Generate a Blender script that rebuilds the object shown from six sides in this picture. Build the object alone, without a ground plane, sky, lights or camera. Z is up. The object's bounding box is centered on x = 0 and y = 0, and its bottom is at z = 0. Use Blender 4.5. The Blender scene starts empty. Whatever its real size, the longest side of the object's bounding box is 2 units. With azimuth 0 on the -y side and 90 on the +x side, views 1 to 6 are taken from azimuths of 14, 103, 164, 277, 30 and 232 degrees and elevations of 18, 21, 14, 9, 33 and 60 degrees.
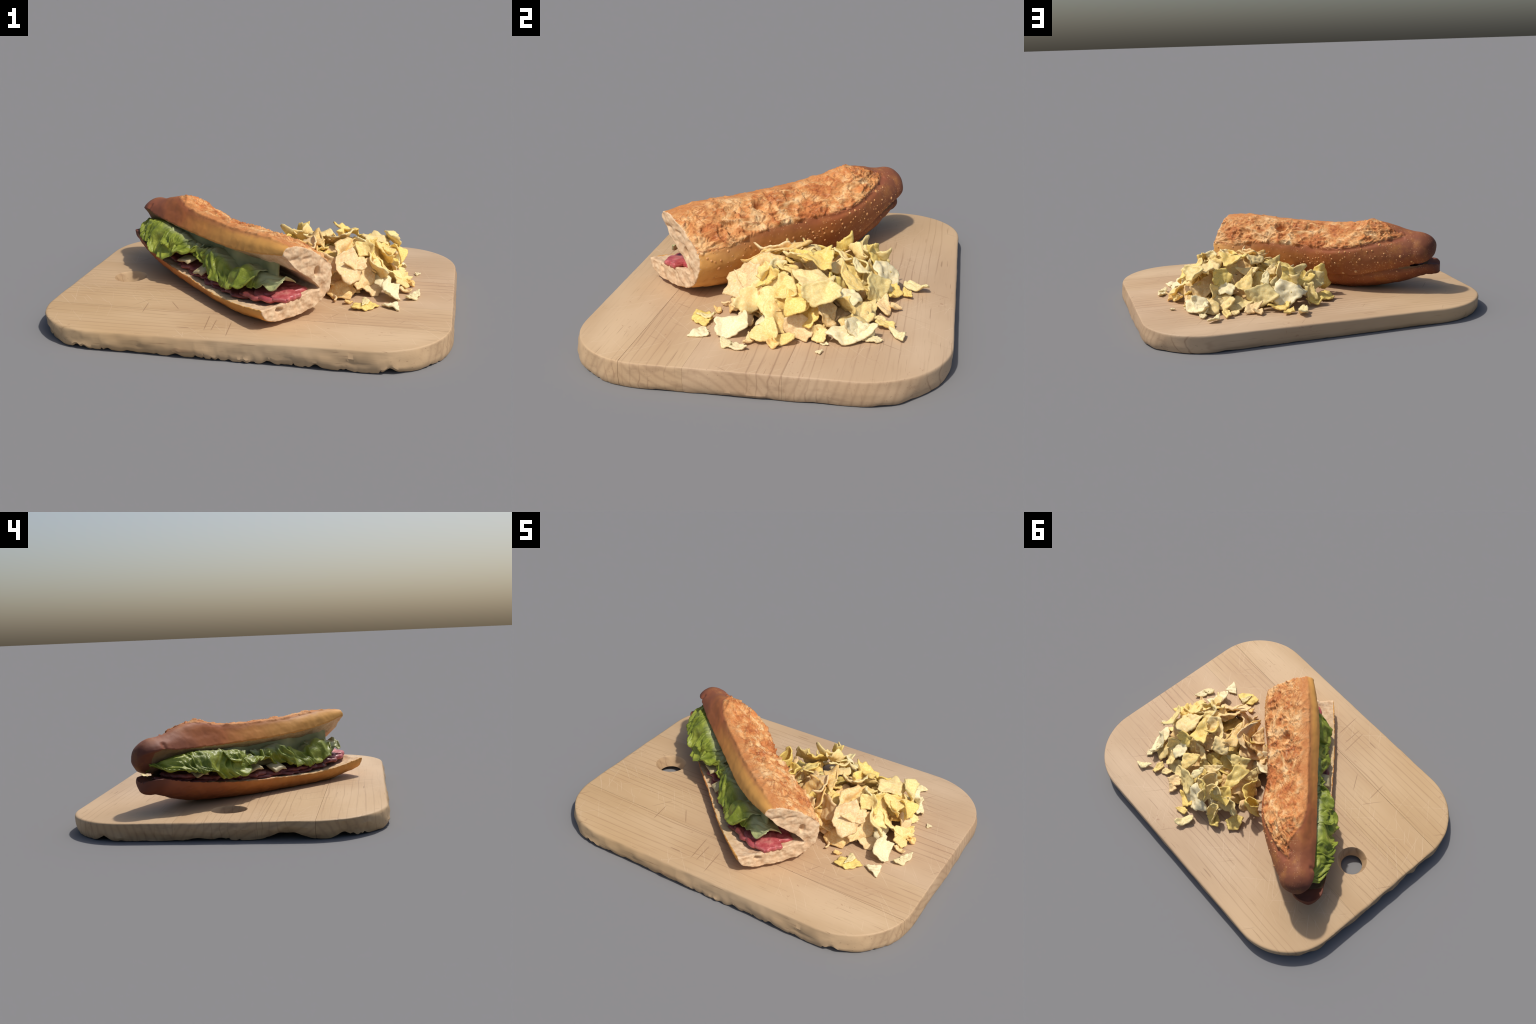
# A filled half baguette and a heap of crisps on a wooden chopping board.
import bpy, bmesh, math, random
import numpy as np
from mathutils import Vector, Matrix

scene = bpy.context.scene
coll = scene.collection

# ----------------------------------------------------------------------------
# small numeric toolkit
# ----------------------------------------------------------------------------
_rng = np.random.RandomState(7)
_PERM = np.concatenate([_rng.permutation(256)] * 3)
_GRAD = _rng.normal(size=(256, 3))
_GRAD /= np.linalg.norm(_GRAD, axis=1)[:, None]


def perlin(p):
    p = np.asarray(p, float)
    i = np.floor(p).astype(int)
    f = p - i
    i &= 255
    w = f * f * f * (f * (f * 6 - 15) + 10)
    out = 0
    for dx in (0, 1):
        for dy in (0, 1):
            for dz in (0, 1):
                h = _PERM[_PERM[_PERM[(i[:, 0] + dx) & 255] + ((i[:, 1] + dy) & 255)] + ((i[:, 2] + dz) & 255)]
                g = _GRAD[h]
                d = ((f - np.array([dx, dy, dz])) * g).sum(1)
                ww = ((w[:, 0] if dx else 1 - w[:, 0]) * (w[:, 1] if dy else 1 - w[:, 1])
                      * (w[:, 2] if dz else 1 - w[:, 2]))
                out = out + ww * d
    return out * 1.6


def fbm(p, octaves=4, gain=0.5):
    a, s, o = 1.0, 1.0, 0
    for k in range(octaves):
        o = o + a * perlin(np.asarray(p) * s + 17.3 * k)
        a *= gain
        s *= 2.03
    return o


def ridged(p, octaves=3):
    a, s, o = 1.0, 1.0, 0
    for k in range(octaves):
        o = o + a * (1 - np.abs(perlin(np.asarray(p) * s + 31.7 * k)) * 2)
        a *= 0.5
        s *= 2.1
    return o


def smooth(x, a, b):
    t = np.clip((x - a) / (b - a), 0, 1)
    return t * t * (3 - 2 * t)


def curve1(keys, x):
    """smooth (Catmull-Rom style Hermite) interpolation of {key: value}"""
    k = np.array(sorted(keys))
    v = np.array([keys[q] for q in k], float)
    m = np.gradient(v, k)
    x = np.clip(np.asarray(x, float), k[0], k[-1])
    i = np.clip(np.searchsorted(k, x) - 1, 0, len(k) - 2)
    h = k[i + 1] - k[i]
    t = (x - k[i]) / h
    return ((2 * t**3 - 3 * t**2 + 1) * v[i] + (t**3 - 2 * t**2 + t) * h * m[i]
            + (-2 * t**3 + 3 * t**2) * v[i + 1] + (t**3 - t**2) * h * m[i + 1])


def spline(pts, n):
    """open Catmull-Rom through pts (k,2or3), n samples, by chord length"""
    P = np.asarray(pts, float)
    d = np.concatenate([[0], np.cumsum(np.sqrt(np.linalg.norm(np.diff(P, axis=0), axis=1)) + 1e-6)])
    x = np.linspace(0, d[-1], n)
    return np.stack([curve1(dict(zip(d, P[:, c])), x) for c in range(P.shape[1])], 1)


# ----------------------------------------------------------------------------
# object helpers
# ----------------------------------------------------------------------------
def mesh_object(name, verts, faces, mat=None, parent=None, smooth_shade=True):
    me = bpy.data.meshes.new(name)
    me.from_pydata([tuple(map(float, v)) for v in verts], [], [tuple(map(int, f)) for f in faces])
    me.update()
    if smooth_shade:
        me.polygons.foreach_set("use_smooth", [True] * len(me.polygons))
    ob = bpy.data.objects.new(name, me)
    coll.objects.link(ob)
    if mat:
        me.materials.append(mat)
    if parent:
        ob.parent = parent
    return ob


def empty(name, loc=(0, 0, 0), rot=0.0, parent=None):
    e = bpy.data.objects.new(name, None)
    e.empty_display_size = 0.1
    e.location = loc
    e.rotation_euler = (0, 0, rot)
    coll.objects.link(e)
    if parent:
        e.parent = parent
    return e


def apply_modifiers(ob):
    dg = bpy.context.evaluated_depsgraph_get()
    me = bpy.data.meshes.new_from_object(ob.evaluated_get(dg))
    ob.modifiers.clear()
    ob.data = me
    return ob


def get_verts(me):
    a = np.empty(len(me.vertices) * 3)
    me.vertices.foreach_get("co", a)
    return a.reshape(-1, 3)


def get_normals(me):
    a = np.empty(len(me.vertices) * 3)
    me.vertices.foreach_get("normal", a)
    return a.reshape(-1, 3)


def set_verts(me, v):
    me.vertices.foreach_set("co", np.ascontiguousarray(v).ravel())
    me.update()


# ----------------------------------------------------------------------------
# material helpers
# ----------------------------------------------------------------------------
class Nodes:
    def __init__(self, name, rough=0.6, spec=0.3):
        self.mat = bpy.data.materials.new(name)
        self.mat.use_nodes = True
        self.nt = self.mat.node_tree
        self.nt.nodes.clear()
        self.out = self.new("ShaderNodeOutputMaterial")
        self.bsdf = self.new("ShaderNodeBsdfPrincipled")
        self.bsdf.inputs["Roughness"].default_value = rough
        self.bsdf.inputs["Specular IOR Level"].default_value = spec
        self.link(self.bsdf.outputs[0], self.out.inputs[0])
        self.tc = self.new("ShaderNodeTexCoord")
        self.obj = self.tc.outputs["Object"]

    def new(self, t):
        return self.nt.nodes.new(t)

    def link(self, a, b):
        self.nt.links.new(a, b)

    def put(self, sock, v):
        if isinstance(v, bpy.types.NodeSocket):
            self.link(v, sock)
        elif isinstance(v, (tuple, list)) and len(v) == 3 and sock.type == 'RGBA':
            sock.default_value = (*v, 1)
        else:
            sock.default_value = v

    def map(self, scale=(1, 1, 1), rot=(0, 0, 0), loc=(0, 0, 0), vec=None):
        m = self.new("ShaderNodeMapping")
        m.inputs["Scale"].default_value = scale
        m.inputs["Rotation"].default_value = rot
        m.inputs["Location"].default_value = loc
        self.link(vec or self.obj, m.inputs[0])
        return m.outputs[0]

    def noise(self, scale, detail=4, rough=0.55, vec=None, dist=0.0, color=False):
        n = self.new("ShaderNodeTexNoise")
        n.inputs["Scale"].default_value = scale
        n.inputs["Detail"].default_value = detail
        n.inputs["Roughness"].default_value = rough
        n.inputs["Distortion"].default_value = dist
        self.link(vec or self.obj, n.inputs["Vector"])
        return n.outputs["Color" if color else "Fac"]

    def voronoi(self, scale, feature='F1', vec=None, rand=1.0, out="Distance"):
        n = self.new("ShaderNodeTexVoronoi")
        n.feature = feature
        n.inputs["Scale"].default_value = scale
        n.inputs["Randomness"].default_value = rand
        self.link(vec or self.obj, n.inputs["Vector"])
        return n.outputs[out]

    def wave(self, scale, dist=2.0, detail=2.0, dscale=1.0, vec=None, direction='Y', profile='SIN'):
        n = self.new("ShaderNodeTexWave")
        n.bands_direction = direction
        n.wave_profile = profile
        n.inputs["Scale"].default_value = scale
        n.inputs["Distortion"].default_value = dist
        n.inputs["Detail"].default_value = detail
        n.inputs["Detail Scale"].default_value = dscale
        self.link(vec or self.obj, n.inputs["Vector"])
        return n.outputs["Fac"]

    def math(self, op, a, b=None, c=None, clamp=False):
        n = self.new("ShaderNodeMath")
        n.operation = op
        n.use_clamp = clamp
        self.put(n.inputs[0], a)
        if b is not None:
            self.put(n.inputs[1], b)
        if c is not None:
            self.put(n.inputs[2], c)
        return n.outputs[0]

    def step(self, v, a, b, lo=0.0, hi=1.0):
        n = self.new("ShaderNodeMapRange")
        n.interpolation_type = 'SMOOTHSTEP'
        self.put(n.inputs[0], v)
        n.inputs[1].default_value = a
        n.inputs[2].default_value = b
        n.inputs[3].default_value = lo
        n.inputs[4].default_value = hi
        return n.outputs[0]

    def ramp(self, fac, stops):
        n = self.new("ShaderNodeValToRGB")
        els = n.color_ramp.elements
        while len(els) < len(stops):
            els.new(0.5)
        for e, (p, c) in zip(els, stops):
            e.position = p
            e.color = (*c, 1)
        self.link(fac, n.inputs[0])
        return n.outputs[0]

    def mix(self, fac, a, b, mode='MIX'):
        n = self.new("ShaderNodeMix")
        n.data_type = 'RGBA'
        n.blend_type = mode
        self.put(n.inputs[0], fac)
        self.put(n.inputs[6], a)
        self.put(n.inputs[7], b)
        return n.outputs[2]

    def sep(self, vec=None):
        n = self.new("ShaderNodeSeparateXYZ")
        self.link(vec or self.obj, n.inputs[0])
        return n.outputs

    def fcurve(self, x, keys, x0, x1, y0, y1):
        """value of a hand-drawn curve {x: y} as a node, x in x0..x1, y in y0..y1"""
        m = self.new("ShaderNodeMapRange")
        self.put(m.inputs[0], x)
        m.inputs[1].default_value = x0
        m.inputs[2].default_value = x1
        c = self.new("ShaderNodeFloatCurve")
        self.link(m.outputs[0], c.inputs["Value"])
        cv = c.mapping.curves[0]
        pts = [((k - x0) / (x1 - x0), (v - y0) / (y1 - y0)) for k, v in sorted(keys.items())]
        while len(cv.points) < len(pts):
            cv.points.new(0.5, 0.5)
        for q, (a, b) in zip(cv.points, pts):
            q.location = (a, b)
        c.mapping.update()
        return self.math('MULTIPLY_ADD', c.outputs[0], y1 - y0, y0)

    def bump(self, h, strength=0.3, dist=0.01):
        b = self.new("ShaderNodeBump")
        b.inputs["Strength"].default_value = strength
        b.inputs["Distance"].default_value = dist
        self.link(h, b.inputs["Height"])
        self.link(b.outputs[0], self.bsdf.inputs["Normal"])
        return b

    def base(self, c):
        self.put(self.bsdf.inputs["Base Color"], c)


def srgb(r, g, b):
    f = lambda x: (x / 255 / 12.92) if x / 255 <= 0.04045 else ((x / 255 + 0.055) / 1.055) ** 2.4
    return (f(r), f(g), f(b))


# ============================================================================
# 1. CHOPPING BOARD
# ============================================================================
def wood_material(seed, tone):
    n = Nodes("maple_wood_%d" % seed, rough=0.55, spec=0.25)
    x, y, z = n.sep()
    off = (seed * 3.1, seed * 1.7, seed * 0.9)
    long_ = n.map(scale=(0.9, 7, 7), loc=off, rot=(0, 0, 0.03))
    rings = n.wave(1.15, dist=7.0, detail=3.0, dscale=0.8, vec=long_, direction='Y')
    fine = n.noise(9, 5, 0.6, vec=n.map(scale=(0.6, 11, 11), loc=off))
    broad = n.noise(2.2, 3, 0.5, vec=n.map(scale=(0.7, 1.6, 1.6), loc=off))
    pale, mid, dark = [srgb(*c) for c in tone]
    col = n.mix(n.step(broad, 0.3, 0.72), pale, mid)
    line = n.math('POWER', rings, 22.0)
    lmask = n.step(n.noise(1.6, 2, 0.5, vec=n.map(scale=(0.5, 3.5, 3.5), loc=off)), 0.42, 0.68)
    col = n.mix(n.math('MULTIPLY', n.math('MULTIPLY', line, lmask), 0.75), col, dark)
    col = n.mix(n.math('MULTIPLY', n.step(fine, 0.52, 0.8), 0.24), col, dark)
    # broken dark grain dashes
    dash = n.noise(6, 2, 0.4, vec=n.map(scale=(0.9, 22, 22), loc=off))
    col = n.mix(n.math('MULTIPLY', n.step(dash, 0.68, 0.76), 0.45), col, srgb(120, 85, 62))
    # the middle of the board is pinkish brown, the ends stay yellow
    stain = n.noise(3.0, 4, 0.6, vec=n.map(loc=(3, 1, 0)))
    cx = n.math('MULTIPLY_ADD', x, 1.0, -0.25)
    r2 = n.math('ADD', n.math('MULTIPLY', cx, cx), n.math('MULTIPLY', n.math('MULTIPLY', y, y), 1.5))
    mid_mask = n.math('MULTIPLY', n.step(r2, 0.95, 0.05), n.step(stain, 0.3, 0.7))
    col = n.mix(n.math('MULTIPLY', mid_mask, 0.5), col, srgb(180, 147, 116))
    yellow = n.step(x, 0.0, -0.7)
    col = n.mix(n.math('MULTIPLY', yellow, 0.35), col, srgb(200, 164, 114))
    # dry reddish scuffs
    scuff = n.noise(26, 3, 0.7, vec=n.map(scale=(1, 1.4, 1)), dist=1.5)
    sm = n.math('MULTIPLY', n.step(scuff, 0.63, 0.70), n.step(stain, 0.5, 0.62))
    col = n.mix(n.math('MULTIPLY', sm, 0.45), col, srgb(150, 105, 78))
    geo = n.new("ShaderNodeNewGeometry")
    gn = n.sep(geo.outputs["Normal"])
    worn = n.step(n.noise(2.6, 2, .5, vec=n.map(loc=(7, 2, 0))), .42, .62)
    topm = n.math('MULTIPLY', n.step(gn[2], .9, .97), worn)
    # knife scratches: sparse thin pale (and a few dark) lines in several directions
    for k, (ang, sc, lo, colr, amt) in enumerate([
            (0.9, 7.0, 0.990, (228, 206, 176), 0.42), (0.75, 6.1, 0.992, (226, 204, 174), 0.4), (-0.75, 5.4, 0.994, (226, 204, 174), 0.35),
            (0.25, 4.7, 0.995, (224, 202, 172), 0.35), (1.3, 5.0, 0.994, (224, 200, 168), 0.35),
            (-1.0, 2.3, 0.9968, (120, 84, 60), 0.5)]):
        v = n.map(scale=(1, 1, 0.0), rot=(0, 0, ang), loc=(k * 1.3, k * 0.73, 0))
        v2 = n.map(scale=(1.2, 6, 1), vec=v)
        w = n.wave(sc, dist=2.6, detail=1.0, dscale=0.45, vec=v, direction='Y')
        gate = n.step(n.noise(3.4, 1, 0.5, vec=v2), 0.55, 0.62)
        m = n.math('MULTIPLY', n.math('MULTIPLY', n.step(w, lo, 1.0), gate), topm)
        col = n.mix(n.math('MULTIPLY', m, amt), col, srgb(*colr))
    # a few deep old knife cuts near the front, each from (x, y) to (x, y)
    if seed < 3:
        for (ax, ay), (bx, by) in KNIFE_CUTS:
            L = math.hypot(bx - ax, by - ay)
            sx = n.math('SUBTRACT', x, (ax + bx) / 2)
            sy = n.math('SUBTRACT', y, (ay + by) / 2)
            ux, uy = (bx - ax) / L, (by - ay) / L
            al = n.math('ABSOLUTE', n.math('ADD', n.math('MULTIPLY', sx, ux), n.math('MULTIPLY', sy, uy)))
            ac = n.math('ABSOLUTE', n.math('SUBTRACT', n.math('MULTIPLY', sx, uy), n.math('MULTIPLY', sy, ux)))
            m = n.math('MULTIPLY', n.step(al, L * .52, L * .3), n.step(ac, .0032, .0008))
            col = n.mix(n.math('MULTIPLY', m, .55), col, srgb(120, 82, 58))
    # end grain: arcs across the two short ends
    nx = n.math('ABSOLUTE', gn[0])
    endm = n.step(nx, 0.55, 0.85)
    arcs = n.new("ShaderNodeTexWave")
    arcs.wave_type = 'RINGS'
    arcs.rings_direction = 'X'
    arcs.inputs["Scale"].default_value = 9.0
    arcs.inputs["Distortion"].default_value = 1.6
    arcs.inputs["Detail"].default_value = 2
    n.link(n.map(loc=(0, 0.15 * (seed - 1), 0.25 if seed % 2 else -0.35)), arcs.inputs["Vector"])
    ecol = n.mix(n.math('MULTIPLY', n.math('POWER', arcs.outputs["Fac"], 3.0), 0.4), col, srgb(140, 108, 82))
    blotch = n.step(n.noise(14, 3, 0.6, vec=n.map(scale=(1, 0.7, 2))), 0.5, 0.75)
    ecol = n.mix(n.math('MULTIPLY', blotch, 0.5), ecol, srgb(124, 96, 76))
    ecol = n.mix(.35, ecol, srgb(150, 122, 94))
    col = n.mix(n.math('MULTIPLY', endm, 0.8), col, ecol)
    n.base(col)
    n.bump(n.math('ADD', fine, n.math('MULTIPLY', dash, 0.5)), 0.12, 0.004)
    return n.mat


KNIFE_CUTS = [((.002, -.713), (-.015, -.531)), ((-.081, -.659), (-.091, -.516)), ((-.114, -.661), (-.137, -.469)),
              ((-.471, -.496), (-.486, -.357)), ((-.185, -.639), (-.254, -.640)), ((-.306, -.43), (-.378, -.326))]
HALF_X, FRONT_Y, BACK_Y, CORNER = 0.984, -0.753, 0.766, 0.35
HOLE = (-0.718, -0.004, 0.083)


def board_outline(n_side):
    """rounded rectangle, counter-clockwise, as points + outward normals"""
    P, N = [], []
    cs = [(HALF_X - CORNER, BACK_Y - CORNER, 0), (-HALF_X + CORNER, BACK_Y - CORNER, 90),
          (-HALF_X + CORNER, FRONT_Y + CORNER, 180), (HALF_X - CORNER, FRONT_Y + CORNER, 270)]
    for i, (cx, cy, a0) in enumerate(cs):
        for k in range(n_side):
            a = math.radians(a0 + 90 * k / n_side)
            # slightly squarer than a circle
            c, s = math.cos(a), math.sin(a)
            P.append((cx + CORNER * c, cy + CORNER * s))
            N.append((c, s))
        nx_, ny_, _ = cs[(i + 1) % 4]
        a = math.radians(a0 + 90)
        p0 = np.array([cx + CORNER * math.cos(a), cy + CORNER * math.sin(a)])
        p1 = np.array([nx_ + CORNER * math.cos(a), ny_ + CORNER * math.sin(a)])
        L = np.linalg.norm(p1 - p0)
        m = max(2, int(L / 0.007))
        for k in range(m):
            P.append(tuple(p0 + (p1 - p0) * k / m))
            N.append((math.cos(a), math.sin(a)))
    return np.array(P), np.array(N)


def board_top(x, y):
    return 0.0945 + 0.0085 * x - 0.003 * y


def build_board():
    P, N = board_outline(70)
    n = len(P)
    # ragged lower rim: fine teeth, plus bigger bites along the front and the handle end
    q = np.column_stack([P * 9, np.zeros(n)])
    rag = 0.004 + 0.006 * np.clip(fbm(q * 1.2, 3), 0, 1)
    front = smooth(-P[:, 1], 0.45, 0.7)
    rag += front * 0.008 * np.clip(perlin(q * 1.3 + 5) * 2 - 0.35, 0, 1)
    for bx, w, h in [(0.735, 0.022, 0.026), (0.42, 0.02, 0.015), (0.21, 0.022, 0.014), (-0.22, 0.02, 0.010),
                     (-0.55, 0.014, 0.01), (-0.66, 0.015, 0.012)]:
        rag += h * np.exp(-((P[:, 0] - bx) / w) ** 2) * (P[:, 1] < -0.6)
    for by, w, h in [(-0.30, 0.075, 0.040), (-0.56, 0.035, 0.022), (0.0, 0.03, 0.010), (0.55, 0.03, 0.02),
                     (0.10, 0.05, 0.012)]:
        rag += h * np.exp(-((P[:, 1] - by) / w) ** 2) * (P[:, 0] < -0.8)
    tooth = np.clip(perlin(q * 4.5 + 3) * 2.2 - .55, 0, 1)
    rag += (0.25 + 0.75 * np.maximum(front, (P[:, 0] < -.8))) * 0.007 * tooth
    chipm = np.abs(perlin(q * 2.1 + 8))
    rag += front * 0.010 * np.clip(.16 - chipm, 0, .16) / .16 * (perlin(q * .6 + 2) > .1)
    rag -= rag.min()
    # wall profile: (inset, height fraction) from the rounded top edge down
    prof = [(0.014, 1.0), (0.007, 0.985), (0.0025, 0.955), (0.0006, 0.90), (0.0, 0.82), (0.0, 0.6),
            (0.001, 0.45), (0.003, 0.3), (0.006, 0.15), (0.012, 0.0)]
    rings = []
    for j, (ins, hf) in enumerate(prof):
        soft = smooth(-P[:, 0], -0.9, 0.2)            # the +x end keeps a crisper top edge
        inset = ins * (0.5 + 0.6 * soft) if hf > 0.75 else ins
        flare = np.interp(hf, [0, .15, .5, .85, 1], [.012, .016, .010, .002, 0]) * (0.35 + 0.65 * np.maximum(front, smooth(P[:, 0], .85, .97)))
        # the back and the handle end lean inwards towards the ground
        lean = 0.004 * (1 - hf) ** 1.2 * np.maximum(smooth(P[:, 1], .55, .72), smooth(-P[:, 0], .75, .95))
        pt = P - N * (inset + lean - flare * (1 - smooth(lean, 0, .002)))[:, None]
        top = board_top(P[:, 0], P[:, 1])
        z = rag + (top - rag) * hf
        if 0 < j:
            w3 = np.column_stack([pt * 6, z * 25])
            amp = (0.0035 + 0.004 * front + 0.006 * smooth(-P[:, 0], 0.85, 0.95)) * smooth(1 - hf, 0.0, 0.3)
            pt = pt + N * (amp * fbm(w3, 3))[:, None]
        # lumps on the handle end
        west = (P[:, 0] < -0.85)
        for by, bz, w, h in [(0.10, 0.055, 0.07, 0.010), (-0.08, 0.05, 0.05, 0.016), (-0.25, 0.05, 0.03, 0.016), (0.2, 0.03, 0.05, 0.006)]:
            g = np.exp(-((P[:, 1] - by) / w) ** 2 - ((z - bz) / 0.022) ** 2) * west
            pt = pt + N * (h * g)[:, None]
        rings.append(np.column_stack([pt, z]))
    rings.append(np.column_stack([P - N * 0.03, np.full(n, 0.028)]))    # recessed underside rim
    V = np.concatenate(rings)
    F = []
    R = len(rings)
    for j in range(R - 1):
        for i in range(n):
            a, b = j * n + i, j * n + (i + 1) % n
            F.append((a, a + n, b + n, b))
    F.append(list(range(n)))
    F.append(list(range((R - 1) * n, R * n))[::-1])
    F[-2] = F[-2]
    me = bpy.data.meshes.new("board_blank")
    me.from_pydata([tuple(v) for v in V], [], F)
    me.update()
    bm0 = bmesh.new()
    bm0.from_mesh(me)
    bmesh.ops.recalc_face_normals(bm0, faces=bm0.faces)

    board = empty("chopping_board", (0, 0, 0))
    board["label"] = "worn pale maple chopping board with round hanging hole"
    board["category"] = "chopping board"
    # glue seams run the length of the board, slightly askew: y at x=-1 and x=+1
    seams = [(-0.428, -0.481), (-0.168, -0.222), (0.215, 0.158)]
    tones = [((206, 177, 141), (191, 159, 121), (142, 106, 80)),
             ((203, 174, 138), (189, 156, 119), (138, 104, 79)),
             ((202, 173, 140), (189, 157, 123), (138, 106, 82)),
             ((205, 177, 145), (191, 161, 128), (144, 110, 86))]
    gap = 0.0007
    for k in range(4):
        bm = bm0.copy()
        for side, idx in ((0, k - 1), (1, k)):
            if 0 <= idx < 3:
                ya, yb = seams[idx]
                d = Vector((2, yb - ya, 0)).normalized()
                nrm = Vector((-d.y, d.x, 0))              # +y side
                if side == 1:
                    nrm = -nrm
                g = gap if idx == 0 else 0.0003
                co = Vector((0, (ya + yb) / 2, 0)) + nrm * g
                geom = bm.verts[:] + bm.edges[:] + bm.faces[:]
                res = bmesh.ops.bisect_plane(bm, geom=geom, plane_co=co, plane_no=nrm, clear_inner=True, dist=1e-6)
                edges = [e for e in res["geom_cut"] if isinstance(e, bmesh.types.BMEdge)]
                bmesh.ops.contextual_create(bm, geom=edges)
        bmesh.ops.recalc_face_normals(bm, faces=bm.faces)
        pm = bpy.data.meshes.new("plank")
        bm.to_mesh(pm)
        bm.free()
        ob = bpy.data.objects.new("plank", pm)
        coll.objects.link(ob)
        if k == 2:
            # hanging hole with a rounded rim
            hv, hf = [], []
            prof_h = [(0.008, 0.14), (0.008, 0.0915), (0.003, 0.086), (-0.001, 0.076), (-0.018, 0.035), (-0.036, -0.02)]
            m = 72
            for (dr, z) in prof_h:
                for i in range(m):
                    a = 2 * math.pi * i / m
                    r = HOLE[2] + dr
                    hv.append((HOLE[0] + r * math.cos(a), HOLE[1] + r * math.sin(a), z))
            for j in range(len(prof_h) - 1):
                for i in range(m):
                    hf.append((j * m + i, (j + 1) * m + i, (j + 1) * m + (i + 1) % m, j * m + (i + 1) % m))
            hf.append(list(range(m)))
            hf.append(list(range((len(prof_h) - 1) * m, len(prof_h) * m))[::-1])
            cutter = mesh_object("hole_cutter", hv, hf)
            bmc = bmesh.new()
            bmc.from_mesh(cutter.data)
            bmesh.ops.recalc_face_normals(bmc, faces=bmc.faces)
            bmc.to_mesh(cutter.data)
            bmc.free()
            md = ob.modifiers.new("hole", 'BOOLEAN')
            md.operation = 'DIFFERENCE'
            md.solver = 'EXACT'
            md.object = cutter
            apply_modifiers(ob)
            bpy.data.objects.remove(cutter)
        ob.data.materials.clear()
        ob.data.materials.append(wood_material(k + 1, tones[k]))
        ob.data.polygons.foreach_set("use_smooth", [True] * len(ob.data.polygons))
        ob.data.set_sharp_from_angle(angle=math.radians(42))
        ob.parent = board
    bm0.free()
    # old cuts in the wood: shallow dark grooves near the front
    return board


# ============================================================================
# 2. SANDWICH  (local frame: x = s along the loaf from the cut end to the heel,
#               y = t towards the open side, z up from the ground)
# ============================================================================
ORIGIN = (0.28, -0.47)
AXIS = (-0.76501, 0.64401)
ANGLE = math.atan2(AXIS[1], AXIS[0])

# --- upper half, control curves as {s: (t, z)}
UPPER = dict(
    lip={0: (.078, .432), .15: (.1, .409), .3: (.107, .39), .45: (.103, .379), .6: (.093, .372), .75: (.086, .370),
         .9: (.08, .370), 1.05: (.072, .372), 1.17: (.062, .375), 1.26: (.055, .385), 1.33: (.035, .372)},
    front={0: (.072, .452), .15: (.083, .447), .3: (.088, .435), .45: (.080, .418), .6: (.068, .413), .75: (.060, .414),
           .9: (.052, .418), 1.05: (.040, .424), 1.17: (.034, .416), 1.26: (.035, .408), 1.33: (.02, .40)},
    ridge={0: (.043, .466), .18: (.043, .472), .44: (.040, .454), .65: (.030, .452), .89: (.017, .465), 1.02: (-.006, .484),
           1.13: (-.02, .464), 1.2: (-.02, .444), 1.3: (-.02, .427)},
    top={0: (-.04, .447), .2: (-.06, .457), .4: (-.07, .443), .65: (-.07, .437), .85: (-.07, .458), 1.0: (-.07, .486),
         1.1: (-.07, .464), 1.17: (-.065, .438), 1.27: (-.055, .428), 1.33: (-.04, .415)},
    shoulder={0: (-.125, .400), .2: (-.145, .410), .4: (-.145, .398), .65: (-.145, .387), .85: (-.16, .408), 1.0: (-.15, .436),
              1.1: (-.13, .428), 1.17: (-.115, .413), 1.27: (-.10, .398), 1.33: (-.06, .39)},
    edge={0: (-.205, .332), .15: (-.218, .334), .3: (-.211, .348), .5: (-.201, .348), .65: (-.205, .345), .77: (-.23, .35),
          .9: (-.233, .363), 1.03: (-.198, .378), 1.13: (-.172, .37), 1.2: (-.152, .36), 1.27: (-.128, .355), 1.33: (-.07, .355)},
    back={0: (-.213, .275), .05: (-.222, .27), .45: (-.208, .27), .64: (-.212, .27), .8: (-.238, .275), .9: (-.236, .28),
          1.1: (-.194, .285), 1.22: (-.156, .30), 1.27: (-.132, .31), 1.33: (-.07, .32)},
    heel={0: (-.185, .195), .2: (-.19, .18), .5: (-.178, .18), .8: (-.205, .185), .95: (-.20, .195), 1.1: (-.155, .225),
          1.2: (-.115, .242), 1.27: (-.085, .262), 1.33: (-.05, .28)},
    hinge={0: (-.145, .222), .3: (-.135, .24), 1.0: (-.13, .25), 1.15: (-.09, .255), 1.27: (-.05, .265), 1.33: (-.03, .285)},
    inner={0: (-.071, .292), .3: (-.055, .305), 1.0: (-.05, .31), 1.15: (-.03, .305), 1.27: (-.01, .285), 1.33: (-.005, .30)},
    under={0: (0, .345), .3: (.035, .345), .6: (.03, .335), 1.0: (.02, .335), 1.15: (.02, .335), 1.27: (.02, .34), 1.33: (.012, .345)},
)
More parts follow.
